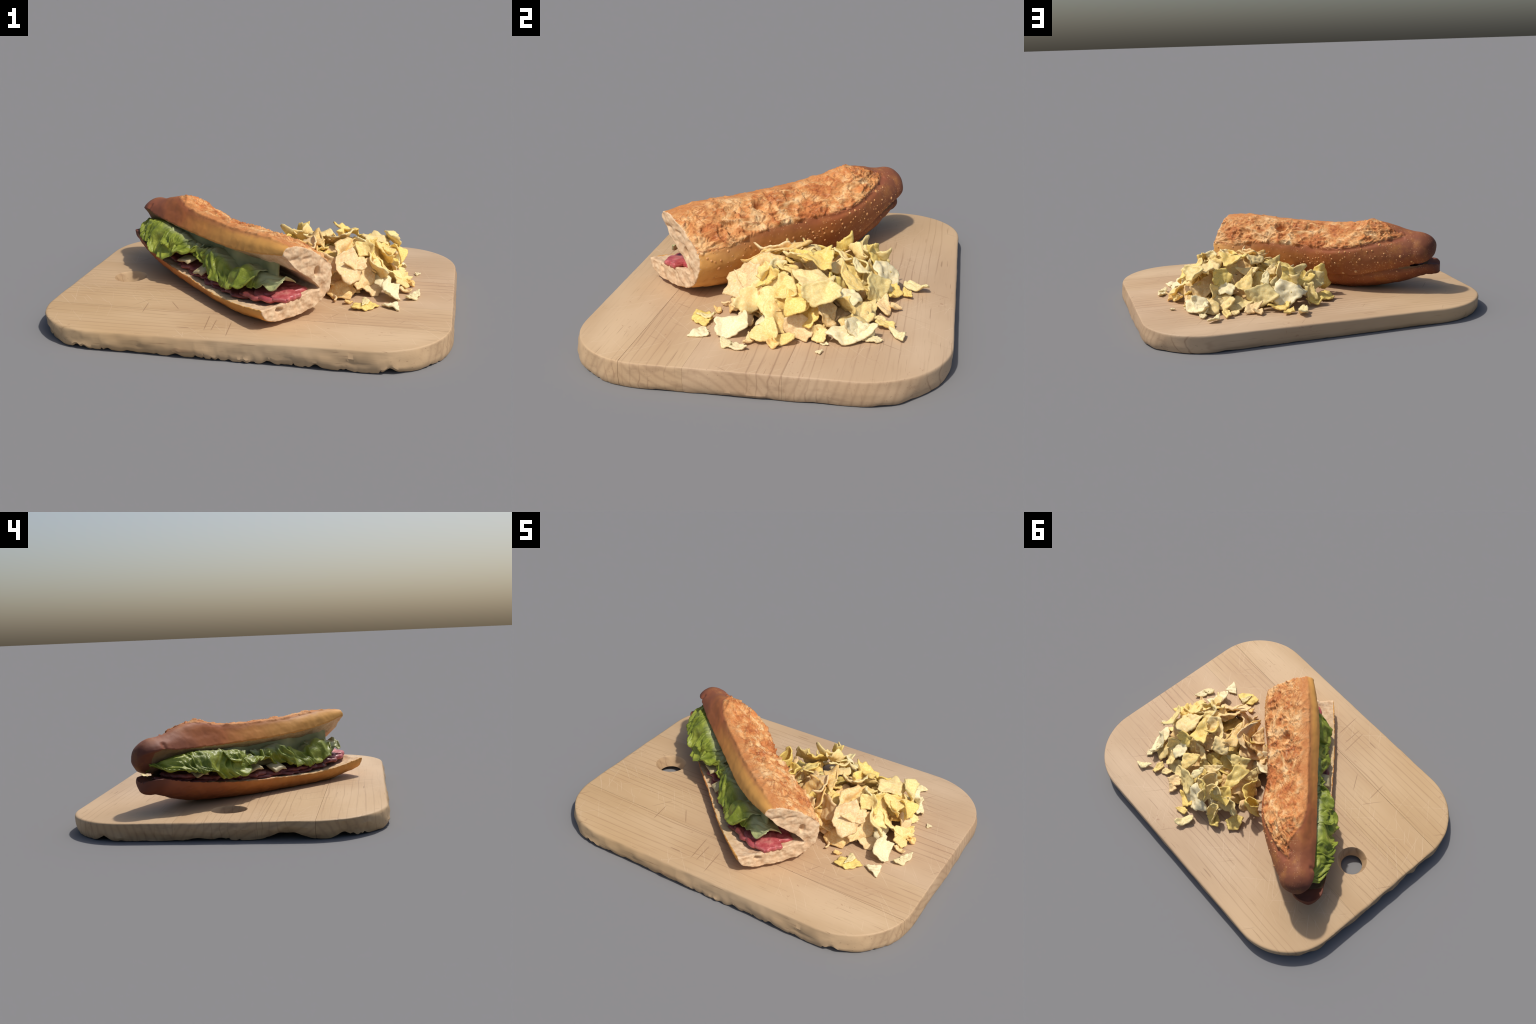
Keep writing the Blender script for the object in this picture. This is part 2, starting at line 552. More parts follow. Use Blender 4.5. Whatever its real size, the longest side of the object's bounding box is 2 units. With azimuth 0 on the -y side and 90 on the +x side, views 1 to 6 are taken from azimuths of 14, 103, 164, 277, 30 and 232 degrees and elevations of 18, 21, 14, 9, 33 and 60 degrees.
LOWER = dict(
    lip={0: (.211, .20), .15: (.212, .181), .3: (.210, .166), .45: (.20, .165), .6: (.184, .171), .75: (.176, .177),
         .9: (.168, .19), 1.05: (.152, .208), 1.17: (.137, .226), 1.26: (.118, .247), 1.33: (.098, .265)},
    side={0: (.196, .163), .15: (.198, .143), .3: (.193, .132), .6: (.172, .135), .9: (.153, .153), 1.05: (.142, .172),
          1.17: (.125, .19), 1.26: (.108, .207), 1.33: (.09, .228)},
    sole_front={0: (.155, .133), .15: (.15, .108), .3: (.145, .098), .6: (.125, .098), .9: (.11, .112), 1.05: (.105, .133),
                1.17: (.09, .152), 1.26: (.075, .17), 1.33: (.06, .192)},
    sole={0: (.04, .126), .15: (.04, .099), .3: (.03, .092), .9: (.02, .092), 1.02: (.02, .1), 1.15: (.02, .122),
          1.23: (.02, .147), 1.33: (.02, .182)},
    sole_back={0: (-.09, .14), .15: (-.09, .108), .3: (-.08, .093), .6: (-.08, .092), .9: (-.1, .095), 1.02: (-.08, .107),
               1.15: (-.07, .14), 1.23: (-.05, .165), 1.33: (-.03, .20)},
    heel={0: (-.174, .188), .15: (-.17, .16), .3: (-.16, .145), .6: (-.155, .145), .85: (-.178, .155), 1.0: (-.168, .165),
          1.1: (-.145, .185), 1.2: (-.115, .207), 1.27: (-.09, .222), 1.33: (-.055, .237)},
    hinge={0: (-.165, .225), .3: (-.17, .235), .9: (-.18, .235), 1.1: (-.14, .235), 1.2: (-.105, .24), 1.27: (-.085, .25),
           1.33: (-.05, .262)},
    bed_back={0: (-.06, .222), .1: (-.06, .205), .3: (-.06, .195), .9: (-.06, .21), 1.1: (-.05, .215), 1.2: (-.04, .222), 1.27: (-.03, .235), 1.33: (-.01, .243)},
    bed={0: (.07, .205), .08: (.07, .178), .3: (.08, .165), .6: (.08, .17), .9: (.08, .19), 1.05: (.075, .205), 1.17: (.065, .205),
         1.27: (.05, .23), 1.33: (.045, .242)},
)
U_OUT = ["heel", "back", "edge", "shoulder", "top", "ridge", "front", "lip"]
U_IN = ["lip", "under", "inner", "hinge", "heel"]
L_OUT = ["lip", "side", "sole_front", "sole", "sole_back", "heel", "hinge"]
L_IN = ["hinge", "bed_back", "bed", "lip"]


def at(curves, name, s):
    d = curves[name]
    return np.stack([curve1({k: v[0] for k, v in d.items()}, s), curve1({k: v[1] for k, v in d.items()}, s)], -1)


def contour(curves, out, inn, s, n1=40, n2=24):
    a = spline([at(curves, k, s) for k in out], n1)
    b = spline([at(curves, k, s) for k in inn], n2)
    return np.concatenate([a, b[1:-1]])


def loft(curves, out, inn, s_end, length, centre, zs=1.0, face_tilt=None):
    """rings along s, closed by a rounded end over `length` beyond s_end"""
    S = list(np.linspace(0, s_end, 70))
    rings = []
    for s in S:
        c = contour(curves, out, inn, s)
        x = np.full(len(c), s)
        if s == 0:
            # the torn/cut face is not quite flat
            x = x + 0.0
        rings.append(np.column_stack([x, c]))
    base = contour(curves, out, inn, s_end)
    cen = np.array(centre)
    for a in np.linspace(0, math.pi / 2, 12)[1:]:
        k = max(math.cos(a), 0.02) ** 0.8
        c = cen + (base - cen) * np.array([k, 1 - (1 - k) * zs])
        rings.append(np.column_stack([np.full(len(c), s_end + length * math.sin(a)), c]))
    V = np.concatenate(rings)
    n = len(base)
    F = []
    for j in range(len(rings) - 1):
        for i in range(n):
            a, b = j * n + i, j * n + (i + 1) % n
            F.append((a, b, b + n, a + n))
    F.append(list(range(n))[::-1])
    F.append(list(range((len(rings) - 1) * n, len(rings) * n)))
    return V, F


SCORE_FRONT = {0: .043, .18: .046, .44: .044, .65: .033, .8: .03, .9: .018, 1.01: -.01, 1.06: -.046, 1.11: -.078, 1.2: -.095, 1.24: -.2, 1.4: -.25}
SCORE_BACK = {0: .328, .15: .33, .3: .350, .5: .35, .65: .347, .77: .35, .9: .366, 1.03: .392, 1.13: .412, 1.2: .43, 1.26: .45, 1.4: .5}


def score_mask(s, t, z, w=0.008):
    """1 on the burst, floury score on top of the loaf"""
    jag = 0.006 * perlin(np.column_stack([s * 40, t * 20, z * 20])) + 0.006 * perlin(np.column_stack([s * 14, t * 8, z * 8 + 9]))
    a = smooth(curve1(SCORE_FRONT, s) - t + jag * 0.6, -w * 0.5, w * 0.5)
    b = smooth(z - curve1(SCORE_BACK, s) + jag, -w * 0.5, w * 0.5)
    return a * b


CRATERS = [  # (s, t, radius, depth) burst pockets in the score
    (.416, -.098, .032, .034), (.60, -.085, .028, .012), (.11, -.055, .022, .008), (.30, -.12, .03, .008), (.20, -.165, .03, .012),
    (.72, -.20, .018, .012), (.84, -.215, .022, .016), (.93, -.17, .03, .010), (1.0, -.06, .02, .008), (1.08, -.13, .016, .012),
    (.52, -.02, .02, .008), (.80, -.02, .03, .006), (1.12, -.10, .014, .010), (.08, -.14, .02, .009), (.25, .01, .014, .008),
    (.68, -.03, .025, .008), (.9, -.06, .024, .008), (.36, -.17, .02, .008)]


def build_bread(parent):
    va, fa = loft(UPPER, U_OUT, U_IN, 1.255, .108, (-.02, .345), 1.0)
    vb, fb = loft(LOWER, L_OUT, L_IN, 1.30, .076, (.02, .235), 0.45)
    a = mesh_object("loaf", va, fa)
    b = mesh_object("loaf_low", vb, fb)
    for o in (a, b):
        bm = bmesh.new()
        bm.from_mesh(o.data)
        bmesh.ops.triangulate(bm, faces=[f for f in bm.faces if len(f.verts) > 4])
        bmesh.ops.recalc_face_normals(bm, faces=bm.faces)
        bm.to_mesh(o.data)
        bm.free()
    md = a.modifiers.new("u", 'BOOLEAN')
    md.operation = 'UNION'
    md.solver = 'EXACT'
    md.object = b
    rm = a.modifiers.new("r", 'REMESH')
    rm.mode = 'VOXEL'
    rm.voxel_size = 0.0046
    sm = a.modifiers.new("s", 'SMOOTH')
    sm.iterations = 3
    sm.factor = 0.5
    apply_modifiers(a)
    bpy.data.objects.remove(b)
    me = a.data
    v = get_verts(me).copy()
    nrm = get_normals(me).copy()
    s, t, z = v[:, 0], v[:, 1], v[:, 2]

    # --- which side of the bread does a vertex belong to: crust or crumb
    def dist_to(curves, names):
        best = np.full(len(v), 9.0)
        order = np.argsort(s)
        edges_ = np.linspace(-0.01, 1.40, 142)
        idx = np.searchsorted(s[order], edges_)
        for k in range(141):
            ids = order[idx[k]:idx[k + 1]]
            if not len(ids):
                continue
            sc = np.clip((edges_[k] + edges_[k + 1]) / 2, 0, 1.33)
            C = spline([at(curves, q, sc) for q in names], 60)
            d = np.sqrt(((v[ids, None, 1:] - C[None]) ** 2).sum(2)).min(1)
            best[ids] = d
        return best
    d_out = np.minimum(dist_to(UPPER, U_OUT), dist_to(LOWER, L_OUT[:-1]))
    d_in = np.minimum(dist_to(UPPER, U_IN[:-1]), dist_to(LOWER, L_IN))
    wob = 0.002 * perlin(v * 40)
    crumb_v = (d_in + wob < d_out - 0.0015) & (s < 1.30)
    cut = (s < 0.010 + 0.005 * perlin(v * 30)) & (nrm[:, 0] < -0.35)
    crumb_v |= cut

    # --- relief
    sc = score_mask(s, t, z) * (~crumb_v) * (nrm[:, 2] > -0.2)
    pa = np.column_stack([s * 9, t * 16, z * 16])
    warp = np.column_stack([perlin(pa * 0.8), perlin(pa * 0.8 + 40), perlin(pa * 0.8 + 80)]) * 0.6
    calm = 0.55 + 0.45 * smooth(fbm(v * 5 + 3, 2), -.3, .5)
    rough = calm * (0.010 * fbm(pa * .8 + warp, 3, 0.5) + 0.007 * (ridged(pa * .8 + warp * 1.5, 2) - 1.0)) + 0.0011 * fbm(pa * 6, 2)
    lift = 0.0
    terr = fbm(np.column_stack([s * 6, t * 11, z * 11]) + warp * 1.2, 3, .55) * 3.0
    ledge = (smooth(terr - np.floor(terr), 0.0, 0.8) - .5) * 0.009
    cr_ = np.random.RandomState(31)
    seeds = np.column_stack([cr_.uniform(-.02, 1.22, 85), cr_.uniform(-.24, .06, 85)])
    qs = np.column_stack([s, t * 1.7]) + 0.022 * np.column_stack([perlin(v * 14), perlin(v * 14 + 7)])
    dd = np.sqrt(((qs[:, None] - (seeds * [1, 1.7])[None]) ** 2).sum(2))
    dd.partition(1, axis=1)
    gapc = dd[:, 1] - dd[:, 0]
    torn = 1 - smooth(t, -.05, .01)                     # the strip beside the front ridge keeps a smooth skin
    crest = np.exp(-(gapc / .011) ** 2) * smooth(perlin(v * 7 + 3), -.25, .25)
    hollow = smooth(gapc, .0, .05)
    cellr = 0.0085 * crest - 0.006 * hollow + .002
    disp = sc * ((0.3 + 0.7 * torn) * (rough * .5 + ledge * .7 + cellr) + lift)
    # raised, torn lips along both borders of the score
    fr = curve1(SCORE_FRONT, s) - t
    bk = z - curve1(SCORE_BACK, s)
    on_top = (~crumb_v) & (s < 1.2) & (s > .02)
    lipn = 0.5 + 0.9 * np.clip(fbm(np.column_stack([s * 16, t * 6, z * 6]), 2), -0.4, 1)
    disp += on_top * 0.009 * lipn * np.exp(-((bk - 0.008) / 0.009) ** 2) * (t < -.08)
    disp += on_top * 0.005 * lipn * np.exp(-((fr - 0.006) / 0.008) ** 2) * (z > .40)
    disp -= on_top * 0.006 * np.exp(-((bk + 0.012) / 0.012) ** 2) * (t < -.08) * smooth(s, .6, .8)
    for (cs, ct, cr, cd) in CRATERS:
        r = np.sqrt((s - cs) ** 2 * 0.55 + (t - ct) ** 2) / cr + (.12 if cd > .02 else .4) * perlin(v * 28 + cs * 9) + .12 * perlin(v * 70)
        w = sc * (z > .33)
        disp -= w * cd * (1 - smooth(r, 0.45, 1.0))
        disp += w * 0.3 * cd * np.exp(-((r - 1.15) / 0.25) ** 2) * (ct < t)
    # smooth crust: gentle waviness, faint facets on the front side
    crust = (~crumb_v) * (1 - sc)
    disp += crust * 0.0022 * fbm(v * 12, 3)
    # lower rim and sole are uneven
    disp += crust * (z < .2) * 0.003 * fbm(v * 25, 3)
    # crumb: open, torn texture
    cr_p = v * 24
    cell = ridged(cr_p, 3) - 1.2
    disp += crumb_v * (0.0045 * fbm(cr_p * 0.6, 3) + 0.0012 * cell)
    # one big gas pocket in the cut face and a dent at the lower lip
    for (py, pz, ry, rz, dep) in [(-.118, .315, .016, .028, .03), (.105, .178, .02, .012, .022), (-.06, .39, .03, .012, .006), (.02, .40, .025, .012, .005)]:
        r = np.sqrt(((t - py) / ry) ** 2 + ((z - pz) / rz) ** 2)
        v[:, 0] += np.where(cut & (s < .03), dep * (1 - smooth(r, .5, 1.1)), 0)
    v[:, 0] += np.where(cut, 0.006 * fbm(np.column_stack([s * 0, t * 22, z * 22]), 3) - 0.006, 0)
    # crease where the heel was folded by the bite of the knife
    g = np.exp(-(((s - 1.245) / .012) ** 2)) * smooth(t, .02, .04) * (z > .37) * (z < .45)
    disp -= 0.008 * g
    v = v + nrm * disp[:, None]
    set_verts(me, v)

    # --- split by region: score+sides of top, bottom crust, crumb
    nf = len(me.polygons)
    loops = np.empty(len(me.loops), int)
    me.loops.foreach_get("vertex_index", loops)
    ls = np.empty(nf, int)
    lt = np.empty(nf, int)
    me.polygons.foreach_get("loop_start", ls)
    me.polygons.foreach_get("loop_total", lt)
    faces = [loops[a0:a0 + k] for a0, k in zip(ls, lt)]
    fcr = np.array([crumb_v[f].mean() > 0.5 for f in faces])
    lowz = np.array([v[f, 2].mean() for f in faces]) - (0.19 + 0.06 * smooth(np.array([v[f, 0].mean() for f in faces]), 1.0, 1.3))
    fs = np.array([v[f, 0].mean() for f in faces])
    ft = np.array([v[f, 1].mean() for f in faces])
    low = (lowz < 0) | ((ft > .095) & (np.array([v[f, 2].mean() for f in faces]) < .30))
    me.update()
    normals = get_normals(me).copy()
    crust_mat = crust_material()
    groups = [("top_crust", (~fcr) & (~low), crust_mat), ("bottom_crust", (~fcr) & low, crust_mat),
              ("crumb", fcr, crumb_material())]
    for name, sel, mat in groups:
        ids = np.nonzero(sel)[0]
        used = np.unique(np.concatenate([faces[i] for i in ids]))
        remap = np.full(len(v), -1)
        remap[used] = np.arange(len(used))
        ob = mesh_object(name, v[used], [remap[faces[i]] for i in ids], mat, parent)
        ob.data.normals_split_custom_set_from_vertices([tuple(q) for q in normals[used]])
    bpy.data.objects.remove(a)
    return v, normals, crumb_v, sc


def crust_material():
    n = Nodes("baked_crust", rough=0.6, spec=0.2)
    s, t, z = n.sep()
    jag1 = n.math('MULTIPLY_ADD', n.noise(22, 3, 0.6), 0.03, -0.015)
    jag2 = n.math('MULTIPLY_ADD', n.noise(11, 4, 0.65, vec=n.map(loc=(5, 3, 1))), 0.06, -0.03)
    f_t = n.fcurve(s, SCORE_FRONT, 0, 1.4, -.3, .1)
    b_z = n.fcurve(s, SCORE_BACK, 0, 1.4, .3, .55)
    df = n.math('ADD', n.math('SUBTRACT', f_t, t), n.math('MULTIPLY', jag1, 0.5))
    db = n.math('ADD', n.math('SUBTRACT', z, b_z), n.math('MULTIPLY', jag2, 0.6))
    score = n.math('MULTIPLY', n.step(df, -.009, .010), n.step(db, -.010, .012))
    # smooth crust: golden at the cut end, chestnut at the heel; redder towards the score
    along = n.math('ADD', s, n.math('MULTIPLY_ADD', n.noise(5, 4, 0.6), 0.5, -0.25))
    side = n.ramp(n.step(along, 0.0, 1.35), [(0, srgb(222, 162, 86)), (.25, srgb(212, 150, 78)), (.55, srgb(206, 138, 72)),
                                             (.78, srgb(188, 112, 64)), (.9, srgb(166, 98, 62)), (1, srgb(136, 80, 60))])
    backside = n.ramp(n.step(along, 0.0, 1.35), [(0, srgb(228, 172, 100)), (.14, srgb(208, 142, 78)), (.35, srgb(178, 110, 62)), (.6, srgb(168, 98, 54)),
                                                (.85, srgb(154, 94, 58)), (1, srgb(138, 84, 60))])
    mott = n.noise(16, 4, .65, vec=n.map(loc=(1, 8, 2)))
    backside = n.mix(n.math('MULTIPLY', n.step(mott, .45, .7), .35), backside, srgb(204, 140, 72))
    smoothc = n.mix(n.step(t, -.05, .03), backside, side)
    near_f = n.math('MULTIPLY', n.step(df, -.028, -.002), n.step(t, -.08, -.02))
    near_b = n.math('MULTIPLY', n.step(db, -.06, -.004), n.step(t, -.05, -.1))
    near = n.math('MAXIMUM', near_f, near_b)
    near = n.math('MULTIPLY', near, n.step(s, -.02, .22))
    smoothc = n.mix(n.math('MULTIPLY', near, 0.55), smoothc, srgb(150, 84, 62))
    # the underside colour is darkened for shade below the loaf plus darker baking
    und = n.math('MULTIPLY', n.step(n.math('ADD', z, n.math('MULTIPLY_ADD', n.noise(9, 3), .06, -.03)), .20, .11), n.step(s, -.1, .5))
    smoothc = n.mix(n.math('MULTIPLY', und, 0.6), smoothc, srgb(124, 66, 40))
    # flour specks
    sp = n.voronoi(95, vec=n.map(scale=(0.8, 1, 1)))
    spm = n.math('MULTIPLY', n.step(sp, .26, .12), n.step(n.noise(12, 2), .42, .56))
    spm = n.math('MULTIPLY', spm, n.step(t, .02, -.1))
    smoothc = n.mix(n.math('MULTIPLY', spm, 0.6), smoothc, srgb(224, 182, 136))
    tip = n.step(n.math('ADD', s, n.math('MULTIPLY_ADD', n.noise(10, 3), .12, -.06)), 1.24, 1.37)
    smoothc = n.mix(n.math('MULTIPLY', tip, .6), smoothc, srgb(84, 48, 40))
    # burst score: floury tan, toasted orange ridges
    pv = n.map(scale=(0.75, 1, 1))
    n1 = n.math('ADD', n.math('MULTIPLY', n.noise(7, 3, 0.55, vec=pv, dist=0.8), .6), n.math('MULTIPLY', n.noise(24, 4, 0.6, vec=pv, dist=.5), .4))
    n2 = n.noise(45, 3, 0.7, vec=n.map(scale=(0.45, 1, 1)))
    scol = n.ramp(n1, [(0.34, srgb(238, 206, 158)), (.43, srgb(226, 178, 122)), (.49, srgb(212, 152, 94)), (.56, srgb(192, 120, 68)),
                       (.66, srgb(158, 88, 50))])
    scol = n.mix(n.math('MULTIPLY', n.step(n2, .52, .74), .4), scol, srgb(238, 206, 162))
    scol = n.mix(n.math('MULTIPLY', n.step(n2, .42, .25), .25), scol, srgb(186, 122, 74))
    geo = n.new("ShaderNodeNewGeometry")
    toast = n.math('MULTIPLY', n.step(geo.outputs["Pointiness"], .515, .57), n.step(n.noise(8, 2), .35, .6))
    scol = n.mix(n.math('MULTIPLY', toast, .75), scol, srgb(176, 98, 54))
    # thin dark scorch lines where flaps of skin end
    scorch = n.noise(9, 3, .6, vec=n.map(scale=(.8, 1.2, 1.2), loc=(4, 4, 4)), dist=1.2)
    sl = n.math('MULTIPLY', n.step(n.math('ABSOLUTE', n.math('SUBTRACT', scorch, .5)), .03, .004), n.step(n.noise(6, 2), .42, .58))
    scol = n.mix(n.math('MULTIPLY', sl, .6), scol, srgb(150, 80, 44))
    skin = n.math('MULTIPLY', n.step(df, .075, .02), n.step(s, 1.1, .9))
    flour = n.math('MULTIPLY', n.step(n.voronoi(120), .25, .1), n.step(n.noise(14, 2), .45, .6))
    skinc = n.mix(n.math('MULTIPLY', flour, .55), n.mix(n.noise(18, 4, .6), srgb(184, 112, 62), srgb(216, 152, 94)), srgb(242, 210, 166))
    scol = n.mix(n.math('MULTIPLY', skin, .75), scol, skinc)
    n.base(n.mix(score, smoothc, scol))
    n.put(n.bsdf.inputs["Roughness"], n.step(score, 0, 1, .58, .75))
    h = n.math('ADD', n.math('MULTIPLY', n.math('ADD', n2, n.noise(120, 2)), score), n.math('MULTIPLY', n.noise(150, 2), .15))
    n.bump(h, 0.35, 0.006)
    return n.mat


def crumb_material():
    n = Nodes("bread_crumb", rough=0.85, spec=0.1)
    s, t, z = n.sep()
    a = n.noise(30, 4, 0.6)
    cells = n.voronoi(70)
    col = n.ramp(a, [(.3, srgb(206, 168, 130)), (.5, srgb(220, 188, 152)), (.7, srgb(230, 204, 168))])
    col = n.mix(n.math('MULTIPLY', n.step(cells, .35, .12), .3), col, srgb(200, 158, 122))
    # inside the opening the bed is browner
    bed_tint = n.math('MULTIPLY', n.step(s, .12, .3), n.step(t, .19, .12))
    col = n.mix(n.math('MULTIPLY', bed_tint, .55), col, srgb(170, 138, 98))
    painted_cavity_shade = n.step(s, 1.0, 1.2)  # crumb browned towards the heel to paint the dark hollow there
    col = n.mix(n.math('MULTIPLY', painted_cavity_shade, .75), col, srgb(112, 80, 52))
    dry = n.math('MULTIPLY', n.step(s, .05, .3), n.step(t, .15, .19))
    col = n.mix(n.math('MULTIPLY', dry, .7), col, srgb(212, 182, 134))
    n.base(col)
    n.bump(n.math('ADD', a, n.math('MULTIPLY', cells, .6)), 0.4, 0.006)
    return n.mat


def build_blisters(parent, v, nrm, crumb_v, sc):
    """small pale oven blisters on the back crust; joined, too small to pick up singly"""
    rs = np.random.RandomState(11)
    ok = np.nonzero((~crumb_v) & (sc < .05) & (v[:, 1] < -.09) & (v[:, 2] > .19) & (v[:, 0] > .03) & (v[:, 0] < 1.25))[0]
    chosen, V, F = [], [], []
    for i in rs.permutation(ok):
        s, z = v[i, 0], v[i, 2]
        # they crowd in a band below the score
        band = math.exp(-((z - (.285 - .02 * math.sin(s * 4))) / .035) ** 2)
        if rs.rand() > 0.10 + 0.9 * band:
            continue
        r = rs.uniform(.0025, .0085) * (1.15 if rs.rand() < .3 else .75)
        if any(np.linalg.norm(v[i] - c) < (r + q) * 1.7 for c, q in chosen):
            continue
        chosen.append((v[i], r))
        if len(chosen) > 130:
            break
    for c, r in chosen:
        i = np.argmin(((v - c) ** 2).sum(1))
        nn = Vector(nrm[i])
        q = nn.to_track_quat('Z', 'Y').to_matrix()
        o = len(V)
        m = 10
        V.append(Vector(c) + q @ Vector((0, 0, r * .55)))
        for j, (rr, hh) in enumerate([(.5, .48), (.85, .25), (1.05, -.15)]):
            for k in range(m):
                a = 2 * math.pi * k / m
                V.append(Vector(c) + q @ Vector((r * rr * math.cos(a), r * rr * math.sin(a), r * hh)))
        for k in range(m):
            F.append((o, o + 1 + k, o + 1 + (k + 1) % m))
            for j in range(2):
                a0, b0 = o + 1 + j * m + k, o + 1 + j * m + (k + 1) % m
                F.append((a0, a0 + m, b0 + m, b0))
    n = Nodes("blistered_crust", rough=0.5, spec=0.3)
    n.base(n.ramp(n.noise(25, 3), [(.35, srgb(196, 134, 78)), (.65, srgb(222, 170, 116))]))
    ob = mesh_object("crust_blisters", V, F, n.mat, parent)
    ob["kind"] = "stuff"
    return ob


# --- fillings -----------------------------------------------------------------
def solid_sheet(name, grid, thick, mat, parent):
    """closed sheet from a (nu,nv,3) grid: front, back and rim"""
    nu, nv = grid.shape[:2]
    du = np.gradient(grid, axis=0)
    dv = np.gradient(grid, axis=1)
    nn = np.cross(du, dv)
    nn /= np.linalg.norm(nn, axis=2)[:, :, None] + 1e-9
    th = thick if np.ndim(thick) else np.full((nu, nv), thick)
    rim = np.ones((nu, nv))
    rim[0, :] = rim[-1, :] = rim[:, 0] = rim[:, -1] = 0.25
    A = grid + nn * (th * rim / 2)[:, :, None]
    B = grid - nn * (th * rim / 2)[:, :, None]
    V = np.concatenate([A.reshape(-1, 3), B.reshape(-1, 3)])
    N = nu * nv
    idx = np.arange(N).reshape(nu, nv)
    F = []
    for i in range(nu - 1):
        for j in range(nv - 1):
            a, b, c, d = idx[i, j], idx[i + 1, j], idx[i + 1, j + 1], idx[i, j + 1]
            F.append((a, b, c, d))
            F.append((a + N, d + N, c + N, b + N))
    ring = list(idx[:, 0]) + list(idx[-1, 1:]) + list(idx[-2::-1, -1]) + list(idx[0, -2:0:-1])
    for a, b in zip(ring, ring[1:] + ring[:1]):
        F.append((b, a, a + N, b + N))
    ob = mesh_object(name, V, F, mat, parent)
    bm = bmesh.new()
    bm.from_mesh(ob.data)
    bmesh.ops.recalc_face_normals(bm, faces=bm.faces)
    bm.to_mesh(ob.data)
    bm.free()
    return ob


def lettuce_material():
    n = Nodes("lettuce", rough=0.42, spec=0.4)
    s, t, z = n.sep()
    a = n.noise(11, 4, 0.6)
    b = n.noise(34, 3, 0.6, vec=n.map(loc=(2, 5, 1)))
    col = n.ramp(a, [(.3, srgb(108, 122, 38)), (.48, srgb(146, 158, 56)), (.62, srgb(174, 182, 74)), (.8, srgb(194, 198, 98))])
    col = n.mix(n.math('MULTIPLY', n.step(b, .55, .72), .3), col, srgb(190, 198, 116))
    # towards the rib, deep inside, the leaf is whitish
    pale = n.math('MULTIPLY', n.step(n.math('ADD', t, n.math('MULTIPLY_ADD', a, .06, -.03)), .115, .07), n.step(s, 1.1, .9))
    col = n.mix(n.math('MULTIPLY', pale, .8), col, srgb(196, 200, 158))
    # near the cut end the leaf is pale as well
    cutp = n.step(n.math('ADD', s, n.math('MULTIPLY_ADD', a, .2, -.1)), .2, .08)
    col = n.mix(n.math('MULTIPLY', cutp, .55), col, srgb(196, 198, 140))
    n.base(col)
    veins = n.voronoi(55, feature='DISTANCE_TO_EDGE')
    n.bump(n.math('ADD', n.math('MULTIPLY', n.step(veins, 0, .12), .4), b), 0.25, 0.006)
    tr = n.new("ShaderNodeBsdfTranslucent")
    n.link(n.bsdf.inputs["Base Color"].links[0].from_socket, tr.inputs["Color"])
    mx = n.new("ShaderNodeMixShader")
    mx.inputs[0].default_value = 0.18
    n.link(n.bsdf.outputs[0], mx.inputs[1])
    n.link(tr.outputs[0], mx.inputs[2])
    n.link(mx.outputs[0], n.out.inputs[0])
    return n.mat


def ruffled_leaf(name, inner, belly, outer, s0, s1, seed, ruffle, freq, mat, parent, nu=150, nv=44):
    """leaf hanging out of the bread. inner/belly/outer: {s: (t, z)} lines it passes through"""
    u = np.linspace(0, 1, nu)
    w = np.linspace(0, 1, nv)
    s = s0 + (s1 - s0) * u
    f = lambda d, c: curve1({k: q[c] for k, q in d.items()}, s)
    G = np.zeros((nu, nv, 3))
    rows = [np.stack([s, f(d, 0), f(d, 1)], 1) for d in (inner, belly, outer)]
    for i in range(nu):
        G[i] = spline([rows[0][i], rows[1][i], rows[2][i]], nv)
    U, W = np.meshgrid(u, w, indexing='ij')
    q = np.stack([U * freq + seed * 3.7, W * 2.6, np.full_like(U, seed * 1.9)], -1).reshape(-1, 3)
    q[:, 0] += 0.8 * perlin(q * np.array([.7, .8, 1]) + 71) + 0.5 * np.sin(W.ravel() * 3 + U.ravel() * 5)
    big = perlin(q).reshape(nu, nv)
    mid = perlin(q * np.array([2.3, 1.6, 1]) + 11).reshape(nu, nv)
    small = perlin(q * np.array([4.6, 2.6, 1]) + 23).reshape(nu, nv)
    amp = ruffle * (0.15 + 0.85 * W ** 1.3)
    du = np.gradient(G, axis=0)
    dv = np.gradient(G, axis=1)
    nn = np.cross(du, dv)
    nn /= np.linalg.norm(nn, axis=2)[:, :, None] + 1e-9
    wav = amp * (1.2 * big + 0.8 * (1 - 2.2 * np.abs(mid)) * .7 + 0.32 * small)
    G = G + nn * wav[:, :, None]
    # crowd the folds: shift along s as well so that they overhang
    G[:, :, 0] += 0.9 * amp * perlin(q * np.array([1.6, 1.2, 1]) + 57).reshape(nu, nv) * 1.2
    # irregular outer border
    edge = 0.022 * perlin(np.column_stack([u * freq * 1.4, u * 0 + seed, u * 0]))
    G[:, :, 2] += (edge[:, None] * W ** 3)
    # rounded ends
    endw = np.minimum(smooth(u, 0, .07), smooth(1 - u, 0, .07))
    G[:, :, 2] += ((1 - endw)[:, None] * W * 0.035)
    G[:, :, 1] -= ((1 - endw)[:, None] * W * 0.03)
    G[:, :, 2] = np.maximum(G[:, :, 2], 0.155)
    return solid_sheet(name, G, 0.005, mat, parent)


